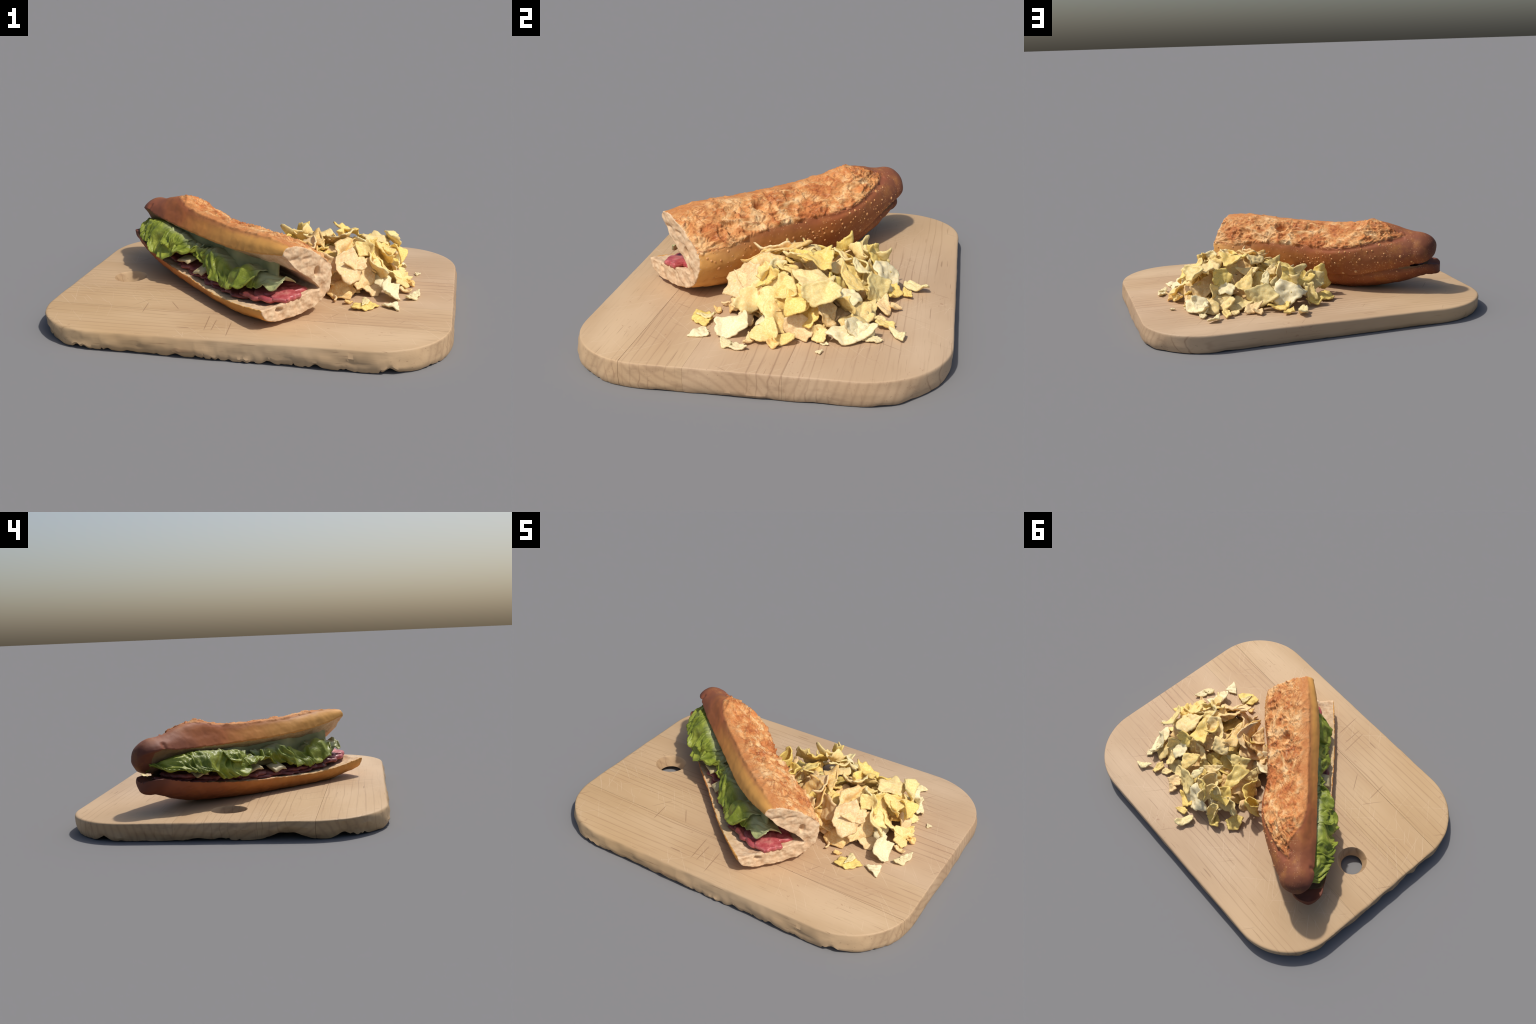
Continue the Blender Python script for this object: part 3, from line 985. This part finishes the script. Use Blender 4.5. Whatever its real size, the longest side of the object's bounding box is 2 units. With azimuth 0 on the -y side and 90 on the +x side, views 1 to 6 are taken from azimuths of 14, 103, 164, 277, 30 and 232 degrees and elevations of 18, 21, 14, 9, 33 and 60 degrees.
def meat_material():
    n = Nodes("roast_beef", rough=0.4, spec=0.45)
    s, t, z = n.sep()
    a = n.noise(28, 4, 0.6)
    fib = n.noise(30, 3, 0.6, vec=n.map(scale=(1, 1, 4), rot=(0, 0, .5)))
    col = n.ramp(a, [(.3, srgb(92, 40, 40)), (.5, srgb(126, 62, 58)), (.7, srgb(150, 86, 78))])
    rare = n.step(n.math('ADD', s, n.math('MULTIPLY_ADD', a, .12, -.06)), .18, .06)
    red = n.ramp(fib, [(.3, srgb(166, 66, 70)), (.5, srgb(190, 92, 94)), (.7, srgb(210, 134, 124))])
    col = n.mix(rare, col, red)
    n.base(col)
    n.bump(n.math('ADD', a, fib), 0.3, 0.005)
    return n.mat


def meat_slice(s0, s1, t0, t1, z0, zdrop, thick, seed, mat, parent):
    nu, nv = 44, 20
    u, w = np.meshgrid(np.linspace(0, 1, nu), np.linspace(0, 1, nv), indexing='ij')
    s = s0 + (s1 - s0) * u
    # ragged outline: pull the corners in
    rag = perlin(np.stack([u * 4 + seed, w * 0, w * 0 + seed], -1).reshape(-1, 3)).reshape(nu, nv)
    t = t0 + (t1 - t0 + 0.018 * rag) * w * (1 - 0.25 * (2 * u - 1) ** 4)
    z = z0 - zdrop * w ** 1.5 + 0.010 * perlin(np.stack([u * 3 + seed * 2, w * 2, u * 0], -1).reshape(-1, 3)).reshape(nu, nv)
    z += 0.0015 * perlin(np.stack([u * 9 + seed * 2, w * 6, u * 0], -1).reshape(-1, 3)).reshape(nu, nv)
    s = s + 0.01 * perlin(np.stack([u * 0 + seed, w * 4, u * 0 + 3], -1).reshape(-1, 3)).reshape(nu, nv)
    G = np.stack([s, t, z], -1)
    return solid_sheet("meat_slice", G, thick, mat, parent)


def build_sandwich():
    sw = empty("sandwich", (ORIGIN[0], ORIGIN[1], 0), ANGLE)
    sw["label"] = "half baguette filled with lettuce, roast beef and cheese"
    sw["category"] = "sandwich"
    v, nrm, crumb_v, sc = build_bread(sw)
    build_blisters(sw, v, nrm, crumb_v, sc)

    leaf = lettuce_material()
    # leaf border lines: where a leaf comes out of the bread (crest) and where it ends (hem), {s: (t, z)}
    def leafset(crest, hem, s0, s1, seed, ruffle, freq, nu=170):
        inner = {k: (-.03, p[1] - .02) for k, p in crest.items()}
        ruffled_leaf("lettuce_leaf", inner, crest, hem, s0, s1, seed, ruffle, freq, leaf, sw, nu=nu)
    leafset({.76: (.09, .29), .83: (.105, .32), .9: (.108, .325), 1.02: (.10, .345), 1.17: (.07, .34), 1.32: (.0, .29)},
            {.76: (.155, .245), .86: (.188, .212), .93: (.182, .210), 1.05: (.165, .238), 1.2: (.118, .265), 1.32: (.03, .27)},
            .78, 1.31, 1, .027, 6)
    leafset({.66: (.09, .295), .74: (.10, .295), .84: (.115, .325), .95: (.11, .335)},
            {.66: (.135, .265), .75: (.17, .258), .86: (.168, .268), .95: (.16, .28)}, .67, .94, 2, .022, 4)
    leafset({.1: (.08, .28), .16: (.09, .29), .24: (.10, .32), .3: (.10, .295), .36: (.095, .262), .45: (.10, .30), .53: (.10, .318), .6: (.10, .31), .72: (.09, .285)},
            {.1: (.12, .255), .2: (.150, .225), .26: (.165, .211), .35: (.168, .200), .43: (.165, .200), .52: (.145, .225), .6: (.118, .25), .72: (.11, .27)},
            .17, .71, 4, .026, 7)
    leafset({.02: (.03, .285), .15: (.06, .292), .3: (.07, .29)},
            {.02: (.085, .248), .1: (.105, .248), .2: (.13, .242), .3: (.13, .245)}, .04, .30, 6, .012, 4)

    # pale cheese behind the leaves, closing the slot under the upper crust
    ch = Nodes("soft_cheese", rough=0.5, spec=0.35)
    ch.base(ch.ramp(ch.noise(9, 3), [(.35, srgb(150, 148, 98)), (.65, srgb(178, 174, 122))]))  # dulled grey-green to carry the shade inside the slot
    nu, nv = 80, 20
    for s0, s1, sd in [(.10, .56, 1), (.54, 1.0, 2)]:
        u, w = np.meshgrid(np.linspace(0, 1, nu), np.linspace(0, 1, nv), indexing='ij')
        s = s0 + (s1 - s0) * u
        t = .012 + .02 * w + .008 * np.sin(u * 9 + sd)
        z = .385 - (.385 - .22) * w
        t = t + .008 * perlin(np.stack([u * 5 + sd, w * 3, u * 0], -1).reshape(-1, 3)).reshape(nu, nv)
        solid_sheet("cheese_slice", np.stack([s, t, z], -1), .02, ch.mat, sw)
    shav = Nodes("cheese_rind", rough=0.5, spec=0.3)
    shav.base(shav.ramp(shav.noise(20, 3), [(.35, srgb(176, 156, 108)), (.65, srgb(204, 188, 146))]))
    # thin pale shaving sticking out between the leaves
    for (s0, s1, t0, t1, z0, z1) in [(.55, .63, .09, .165, .235, .205), (.70, .80, .09, .150, .24, .225), (1.06, 1.13, .08, .142, .27, .245)]:
        u, w = np.meshgrid(np.linspace(0, 1, 16), np.linspace(0, 1, 10), indexing='ij')
        G = np.stack([s0 + (s1 - s0) * u, t0 + (t1 - t0) * w, z0 + (z1 - z0) * w + .006 * np.sin(u * 5)], -1)
        solid_sheet("cheese_shaving", G, .016, shav.mat, sw)

    meat = meat_material()
    rs = random.Random(5)
    # pink slices that show at the cut end
    meat_slice(-.012, .14, -.02, .10, .222, .012, .026, 3, meat, sw)
    meat_slice(.03, .20, -.09, .13, .224, .018, .026, 5, meat, sw)
    meat_slice(.10, .28, -.05, .155, .212, .014, .022, 8, meat, sw)
    k = 0
    s = .2
    while s < 1.08:
        L = rs.uniform(.15, .22)
        lipz = float(curve1({q: p[1] for q, p in LOWER["lip"].items()}, s + L / 2))
        lipt = float(curve1({q: p[0] for q, p in LOWER["lip"].items()}, s + L / 2))
        meat_slice(s, s + L, -.04, lipt - rs.uniform(.03, .05), lipz + .035, rs.uniform(.01, .02), .022, 20 + k, meat, sw)
        meat_slice(s + .05, s + L + .05, -.04, lipt - rs.uniform(.035, .055), lipz + .016, .008, .018, 40 + k, meat, sw)
        s += L * .72
        k += 1
    return sw


# ============================================================================
# 3. HEAP OF CRISPS
# ============================================================================
def chip_material(name, c1, c2, c3, spot):
    n = Nodes(name, rough=0.5, spec=0.3)
    oi = n.new("ShaderNodeObjectInfo")
    rnd = oi.outputs["Random"]
    shift = n.new("ShaderNodeVectorMath")
    shift.operation = 'ADD'
    n.link(n.obj, shift.inputs[0])
    sc = n.new("ShaderNodeVectorMath")
    sc.operation = 'SCALE'
    sc.inputs[0].default_value = (7, 11, 5)
    n.link(rnd, sc.inputs["Scale"])
    n.link(sc.outputs[0], shift.inputs[1])
    vec = shift.outputs[0]
    a = n.noise(13, 4, 0.6, vec=vec)
    b = n.noise(60, 3, 0.6, vec=vec)
    col = n.ramp(a, [(.3, srgb(*c1)), (.5, srgb(*c2)), (.72, srgb(*c3))])
    col = n.mix(n.math('MULTIPLY', n.step(b, .52, .72), .3), col, srgb(252, 236, 190))
    col = n.mix(n.math('MULTIPLY', n.step(n.noise(9, 3, .6, vec=vec), .62, .75), .5), col, srgb(*spot))
    hv = n.new("ShaderNodeHueSaturation")
    n.put(hv.inputs["Value"], n.step(rnd, 0, 1, .97, 1.05))
    n.put(hv.inputs["Saturation"], n.step(n.math('FRACT', n.math('MULTIPLY', rnd, 7.3)), 0, 1, .86, 1.06))
    n.link(col, hv.inputs["Color"])
    col = hv.outputs[0]
    n.base(col)
    n.bump(n.math('ADD', b, n.math('MULTIPLY', a, 2.0)), 0.12, 0.004)
    tr = n.new("ShaderNodeBsdfTranslucent")
    n.link(col, tr.inputs["Color"])
    mx = n.new("ShaderNodeMixShader")
    mx.inputs[0].default_value = 0.10
    n.link(n.bsdf.outputs[0], mx.inputs[1])
    n.link(tr.outputs[0], mx.inputs[2])
    n.link(mx.outputs[0], n.out.inputs[0])
    return n.mat


def chip_mesh(seed, mat, a=1.0, b=0.75, curl=1.0, twist=0.0, crinkle=0.06, jag=0.18, thick=0.045):
    """a broken crisp about 2a x 2b, in units of its half length; curl bends it about its y axis"""
    rs = np.random.RandomState(seed)
    nr, na = 9, 48
    th = np.linspace(0, 2 * math.pi, na, endpoint=False)
    # polygonal outline with a few corners, so that it looks snapped off
    k = rs.randint(3, 7)
    ca = np.sort((np.arange(k) + rs.uniform(-.3, .3, k)) / k * 2 * math.pi)
    cr = rs.uniform(.85, 1.2, k) * (1.12 if k < 5 else 1.0)
    corners = np.stack([np.cos(ca), np.sin(ca)], 1) * cr[:, None]
    rad = np.full(na, 9.0)
    for i in range(k):
        p, q = corners[i], corners[(i + 1) % k]
        e = q - p
        nrm = np.array([e[1], -e[0]])
        nrm /= np.linalg.norm(nrm)
        d = p @ nrm
        cs = np.cos(th) * nrm[0] + np.sin(th) * nrm[1]
        rr = np.where(cs > 1e-3, d / np.maximum(cs, 1e-3), 9)
        rad = np.minimum(rad, rr)
    rad = 0.12 + 0.88 * np.minimum(rad, 1.15)
    rad *= 1 + jag * .5 * perlin(np.stack([np.cos(th) * 2.2 + seed, np.sin(th) * 2.2, th * 0], 1)) \
        + jag * .35 * perlin(np.stack([np.cos(th) * 6 + seed, np.sin(th) * 6, th * 0 + 4], 1))
    pts = [(0, 0)]
    for j in range(1, nr + 1):
        f = (j / nr) ** 0.85
        for i in range(na):
            pts.append((a * rad[i] * f * math.cos(th[i]), b * rad[i] * f * math.sin(th[i])))
    P = np.array(pts)
    x, y = P[:, 0], P[:, 1]
    # bend onto a cylinder of curvature `curl` (radians over half length), plus twist and crinkle
    kx = curl * rs.uniform(.8, 1.2)
    ky = curl * rs.uniform(-.25, .35)
    if abs(kx) > 1e-3:
        X = np.sin(kx * x) / kx
        Z = (1 - np.cos(kx * x)) / kx
    else:
        X, Z = x, x * 0
    Z = Z + ky * y * y * .6 + twist * x * y
    wv = perlin(np.stack([x * 1.6 + seed * 1.3, y * 1.6, x * 0 + seed], 1))
    wv2 = perlin(np.stack([x * 4 + seed * 1.3, y * 4, x * 0 + seed + 9], 1))
    r_ = np.sqrt(x * x + y * y)
    Z = Z + crinkle * (2.2 * wv + 1.0 * wv2) * (0.5 + r_)
    T = np.stack([X, y, Z], 1)
    n = len(T)
    # normals by finite difference on rings
    F = []
    for i in range(na):
        F.append((0, 1 + i, 1 + (i + 1) % na))
    for j in range(nr - 1):
        for i in range(na):
            p, q = 1 + j * na + i, 1 + j * na + (i + 1) % na
            F.append((p, p + na, q + na, q))
    me = bpy.data.meshes.new("potato_chip")
    me.from_pydata([tuple(t) for t in T], [], F)
    me.update()
    N = get_normals(me).copy()
    th_ = np.full(n, thick / 2)
    th_[1 + (nr - 1) * na:] *= .55
    A = T + N * th_[:, None]
    B = T - N * th_[:, None]
    FF = [f for f in F] + [tuple(q + n for q in f[::-1]) for f in F]
    o = 1 + (nr - 1) * na
    for i in range(na):
        p, q = o + i, o + (i + 1) % na
        FF.append((p, p + n, q + n, q))
    me.clear_geometry()
    me.from_pydata([tuple(t) for t in np.concatenate([A, B])], [], FF)
    me.update()
    me.polygons.foreach_set("use_smooth", [True] * len(me.polygons))
    me.materials.append(mat)
    return me


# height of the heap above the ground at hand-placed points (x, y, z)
HEAP = [(.35, .14, .36), (.46, .20, .345), (.52, .08, .325), (.53, .27, .30), (.62, .24, .29), (.40, -.04, .31), (.28, .03, .32),
        (.60, .07, .24), (.54, -.08, .19), (.65, .00, .14), (.67, .12, .17), (.67, .22, .20), (.26, .30, .28), (.14, .36, .28),
        (.30, .40, .22), (.13, .47, .20), (.02, .32, .23), (-.05, .25, .23), (.10, .18, .24), (.22, .14, .31), (.17, .05, .22),
        (.25, -.10, .22), (.38, -.16, .14), (.50, -.2, .11), (.75, .0, .11), (.77, .15, .11), (.74, .30, .12), (.63, .36, .12),
        (.52, .37, .16), (.45, .38, .15), (.42, .31, .24), (.42, .45, .11), (.28, .50, .12), (.10, .56, .11), (-.03, .42, .13), (-.12, .34, .11),
        (-.11, .22, .12), (.0, .12, .16), (.55, .50, .11), (.68, .46, .10)]
_HP = np.array(HEAP)


def heap_z(x, y):
    d2 = (_HP[:, 0] - x) ** 2 + (_HP[:, 1] - y) ** 2
    w = 1 / (d2 + 4e-4) ** 1.6
    return float((w * _HP[:, 2]).sum() / w.sum())


def heap_normal(x, y):
    e = .03
    gx = (heap_z(x + e, y) - heap_z(x - e, y)) / (2 * e)
    gy = (heap_z(x, y + e) - heap_z(x, y - e)) / (2 * e)
    return Vector((-gx, -gy, 1)).normalized()


# individually placed crisps: centre x, y, z, half length, width ratio, facing (azimuth, tilt from up), heading of the
# long axis, curl, tone; angles in degrees
# tone: y yellow, p pale, g greenish, o peach
CHIPS = [
    # --- lying flat on the board around the heap
    (.697, -.233, .108, .052, .78, 0, 6, -60, .3, 'p'), (.567, -.262, .106, .060, .65, 0, 4, -143, .15, 'g'),
    (.570, -.240, .120, .042, .5, -120, 14, -95, .7, 'p'), (.797, -.060, .106, .044, .45, 0, 8, -113, .3, 'p'),
    (.785, -.108, .108, .032, .7, 0, 10, -128, .5, 'p'), (.612, .545, .106, .045, .62, 0, 6, -128, .3, 'p'),
    (.530, .495, .108, .036, .7, 70, 12, -80, .2, 'y'), (.478, .470, .108, .038, .5, 0, 6, -150, .3, 'y'),
    (.125, .590, .112, .064, .38, 90, 10, -108, .6, 'p'), (-.080, .372, .108, .055, .8, 100, 10, -110, .3, 'g'),
    (.345, .522, .115, .042, .55, 60, 18, -40, .4, 'o'), (.488, -.212, .106, .030, .6, 0, 8, -100, .6, 'o'),
    (.785, .262, .104, .018, .7, 0, 5, 10, .2, 'p'), (.715, .272, .104, .016, .5, 0, 5, 80, .2, 'p'), (.42, -.19, .112, .028, .35, 200, 60, 90, .6, 'o'),
    (.66, .46, .106, .034, .55, 0, 5, 100, .2, 'p'), (.20, .56, .105, .036, .6, 0, 6, 30, .4, 'y'),
    # --- skirt towards +x
    (.675, -.105, .140, .060, .85, -15, 36, -60, .3, 'p'), (.715, .055, .155, .062, .6, -25, 48, 60, .6, 'y'),
    (.735, .020, .125, .058, .55, 5, 28, 75, -.6, 'y'), (.730, .115, .12, .050, .5, 10, 25, 100, .9, 'y'),
    (.675, .175, .150, .060, .72, 5, 60, 80, .4, 'o'), (.665, .375, .135, .080, .5, 20, 32, 115, .35, 'p'),
    (.610, .385, .135, .065, .7, 30, 30, 100, -.4, 'y'), (.690, .250, .130, .045, .6, 0, 45, 20, .8, 'y'),
    (.665, .400, .130, .055, .6, 25, 40, -68, -.7, 'p'), (.530, .385, .150, .070, .6, 62, 40, -40, .5, 'y'),
    (.745, -.02, .115, .035, .5, -40, 20, 0, .8, 'o'), (.765, .08, .112, .035, .5, 0, 25, 60, 1.0, 'o'),
    # --- the front face: tall crisps leaning on the heap
    (.470, -.105, .255, .100, .62, -38, 52, -60, .25, 'o'), (.435, -.045, .285, .105, .6, -15, 62, 100, .3, 'o'),
    (.580, .000, .245, .115, .48, 12, 58, -35, .6, 'y'), (.545, -.055, .200, .085, .6, -45, 62, -70, .4, 'o'),
    (.610, .050, .225, .075, .6, 5, 60, 60, -.7, 'y'), (.620, .130, .250, .080, .62, 10, 58, 95, .9, 'y'),
    (.450, -.150, .135, .060, .7, -80, 55, 20, -.5, 'o'), (.585, -.07, .125, .05, .7, -40, 40, 20, .4, 'o'),
    (.255, -.020, .275, .115, .6, -130, 68, -60, .7, 'o'), (.355, -.07, .24, .09, .6, -120, 66, -50, .5, 'o'),
    # --- crown
    (.515, -.060, .275, .080, .5, -60, 25, -118, .5, 'o'), (.575, .030, .310, .055, .7, -20, 50, -40, .8, 'y'),
    (.530, .010, .330, .048, .75, -70, 52, 30, .8, 'y'), (.500, .045, .350, .040, .6, 40, 70, -60, .7, 'p'),
    (.490, .095, .335, .058, .7, 100, 30, -98, -.5, 'y'), (.465, .015, .320, .045, .7, -120, 35, -50, .6, 'y'),
    (.695, .170, .285, .055, .75, 20, 25, -20, -1.0, 'y'), (.655, .250, .310, .075, .55, 20, 52, -68, .5, 'g'),
    (.575, .205, .315, .085, .72, 10, 12, -108, .25, 'y'), (.505, .282, .265, .055, .8, 95, 66, -40, .5, 'g'),
    (.625, .105, .300, .060, .8, -10, 28, -148, .6, 'y'), (.420, .195, .362, .078, .8, 60, 14, -80, .3, 'y'),
    (.320, .045, .345, .090, .65, -160, 16, -58, .35, 'o'), (.270, .010, .330, .085, .5, -150, 55, -60, .8, 'o'),
    (.285, .170, .350, .055, .88, 130, 22, -60, -.8, 'y'), (.492, .325, .215, .062, .7, 50, 32, -98, .4, 'p'),
    (.380, .330, .235, .075, .7, 75, 36, -120, .3, 'y'), (.345, .255, .305, .060, .6, 70, 52, -48, .5, 'y'),
    (.545, .380, .150, .070, .6, 65, 46, -38, -.5, 'y'), (.650, .392, .145, .062, .6, 50, 48, -68, .6, 'p'),
    (.272, .365, .245, .048, .42, 80, 30, -108, .5, 'p'), (.225, .285, .290, .058, .6, 120, 28, -118, .5, 'y'),
    (.165, .330, .275, .062, .7, 110, 45, -30, 1.5, 'y'), (.390, .130, .355, .05, .5, 0, 60, 80, .8, 'y'), (.40, .10, .355, .065, .7, 120, 30, 0, .5, 'y'),
    # --- the slope behind, greener crisps
    (.165, .175, .265, .078, .85, 160, 26, -90, .3, 'g'), (.075, .235, .245, .092, .85, 130, 28, -128, .2, 'g'),
    (.320, .430, .182, .080, .62, 70, 56, -15, .2, 'g'), (.165, .468, .190, .080, .85, 80, 50, 0, -.35, 'p'),
    (.125, .395, .245, .092, .42, 150, 55, 70, 1.1, 'g'), (.150, .420, .240, .075, .5, 70, 58, 80, .8, 'g'),
    (-.005, .352, .200, .065, .8, 95, 66, 10, .3, 'g'), (-.070, .262, .195, .085, .85, 215, 74, 125, 2.6, 'g'),
    (.040, .430, .165, .055, .9, 100, 60, 10, 1.9, 'g'), (.190, .010, .235, .090, .75, -140, 34, -98, .4, 'o'),
    (.235, -.085, .215, .055, .8, -130, 40, -60, .5, 'o'), (.065, .130, .205, .050, .8, 200, 35, -60, .5, 'g'),
    (.215, .395, .225, .07, .65, 95, 62, 0, -.9, 'g'), (.05, .34, .225, .07, .7, 100, 45, -20, 1.2, 'g'), (.12, .08, .17, .08, .7, -150, 40, -60, .4, 'o'),
    (.0, .19, .18, .07, .7, -160, 60, -60, .6, 'g'), (.43, .415, .135, .06, .7, 70, 30, -20, .3, 'g'), (.24, .50, .125, .06, .6, 80, 20, 0, .3, 'y'),
    (.02, .46, .125, .05, .6, 100, 25, 0, .5, 'g'), (.38, .47, .125, .05, .7, 70, 25, 20, .4, 'o'),
]


def build_heap():
    heap = empty("potato_chip_heap", (.38, .2, .095))
    heap["label"] = "loose heap of curled golden potato crisps"
    heap["category"] = "potato chips"
    tones = {
        'y': chip_material("chip_golden", (248, 206, 112), (252, 219, 134), (254, 235, 170), (238, 170, 78)),
        'p': chip_material("chip_pale", (240, 216, 150), (246, 228, 172), (252, 240, 204), (228, 186, 112)),
        'g': chip_material("chip_greenish", (234, 200, 108), (242, 214, 128), (247, 229, 158), (222, 168, 82)),
        'o': chip_material("chip_toasted", (242, 190, 112), (246, 208, 138), (252, 228, 176), (230, 150, 74)),
    }
    base = Vector((.38, .2, .095))
    bank = {}

    def place(x, y, z, L, ratio, az, tilt, heading, curl, tone, seed, crinkle=.085, jag=.26, twist=None):
        if twist is None:
            twist = random.Random(seed).uniform(-.45, .45)
        me = chip_mesh(seed, tones[tone], 1.0, ratio, curl, twist, crinkle, jag, thick=.0075 / L)
        L = L * 1.16
        ob = bpy.data.objects.new("potato_chip", me)
        coll.objects.link(ob)
        ob.parent = heap
        a, ti = math.radians(az), math.radians(tilt)
        nrm = Vector((math.sin(ti) * math.cos(a), math.sin(ti) * math.sin(a), math.cos(ti)))
        hx = Vector((math.cos(math.radians(heading)), math.sin(math.radians(heading)), 0))
        ax = (hx - nrm * hx.dot(nrm)).normalized()
        q = Matrix((ax, nrm.cross(ax), nrm)).transposed()
        M = Matrix.Translation(Vector((x, y, z)) - base) @ (q @ Matrix.Scale(L, 3)).to_4x4()
        # never sink below the board top
        co = get_verts(me)
        R = np.array(M.to_3x3())
        w = co @ R.T + np.array(M.translation) + np.array(base)
        need = 0.101 - w[:, 2].min()
        if need > 0:
            M = Matrix.Translation((0, 0, need)) @ M
        ob.matrix_local = M
        return ob

    for i, c in enumerate(CHIPS):
        c = list(c)
        c[8] *= 1.35                      # well curled
        if c[2] > .27:
            c[2] -= .014
        if c[2] > .13:
            c[3] *= 1.08
        place(*c, seed=100 + i)
    # the body of the heap, just under the crisps placed above
    rs = random.Random(21)
    pts = []
    tries = 0
    while len(pts) < 34 and tries < 6000:
        tries += 1
        x, y = rs.uniform(-.06, .66), rs.uniform(-.12, .44)
        h = heap_z(x, y)
        if h < .22 or any((x - a) ** 2 + (y - b) ** 2 < .075 ** 2 for a, b in pts):
            continue
        pts.append((x, y))
        nn = (heap_normal(x, y) + Vector((rs.gauss(0, .28), rs.gauss(0, .28), 0))).normalized()
        az, tilt = math.degrees(math.atan2(nn.y, nn.x)), math.degrees(math.acos(max(-1, min(1, nn.z))))
        tone = rs.choices('ypgo', [5, 1, 1, 3])[0] if x > .3 else rs.choices('ypgo', [3, 1, 3, 2])[0]
        place(x, y, h - .06, rs.uniform(.06, .09), rs.uniform(.65, .95), az, tilt, rs.uniform(0, 360),
              rs.choice([-1, 1]) * rs.uniform(.2, .8), tone, seed=400 + len(pts))
    # deeper layer that closes the voids
    for k in range(45):
        for _ in range(50):
            x, y = rs.uniform(-.03, .64), rs.uniform(-.1, .42)
            h = heap_z(x, y)
            if h > .23:
                break
        place(x, y, .11 + (h - .18) * rs.uniform(.1, .7), rs.uniform(.06, .085), rs.uniform(.7, 1), rs.uniform(0, 360), rs.uniform(0, 40),
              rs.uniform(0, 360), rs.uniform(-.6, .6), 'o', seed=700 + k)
    return heap


build_board()
build_sandwich()
build_heap()
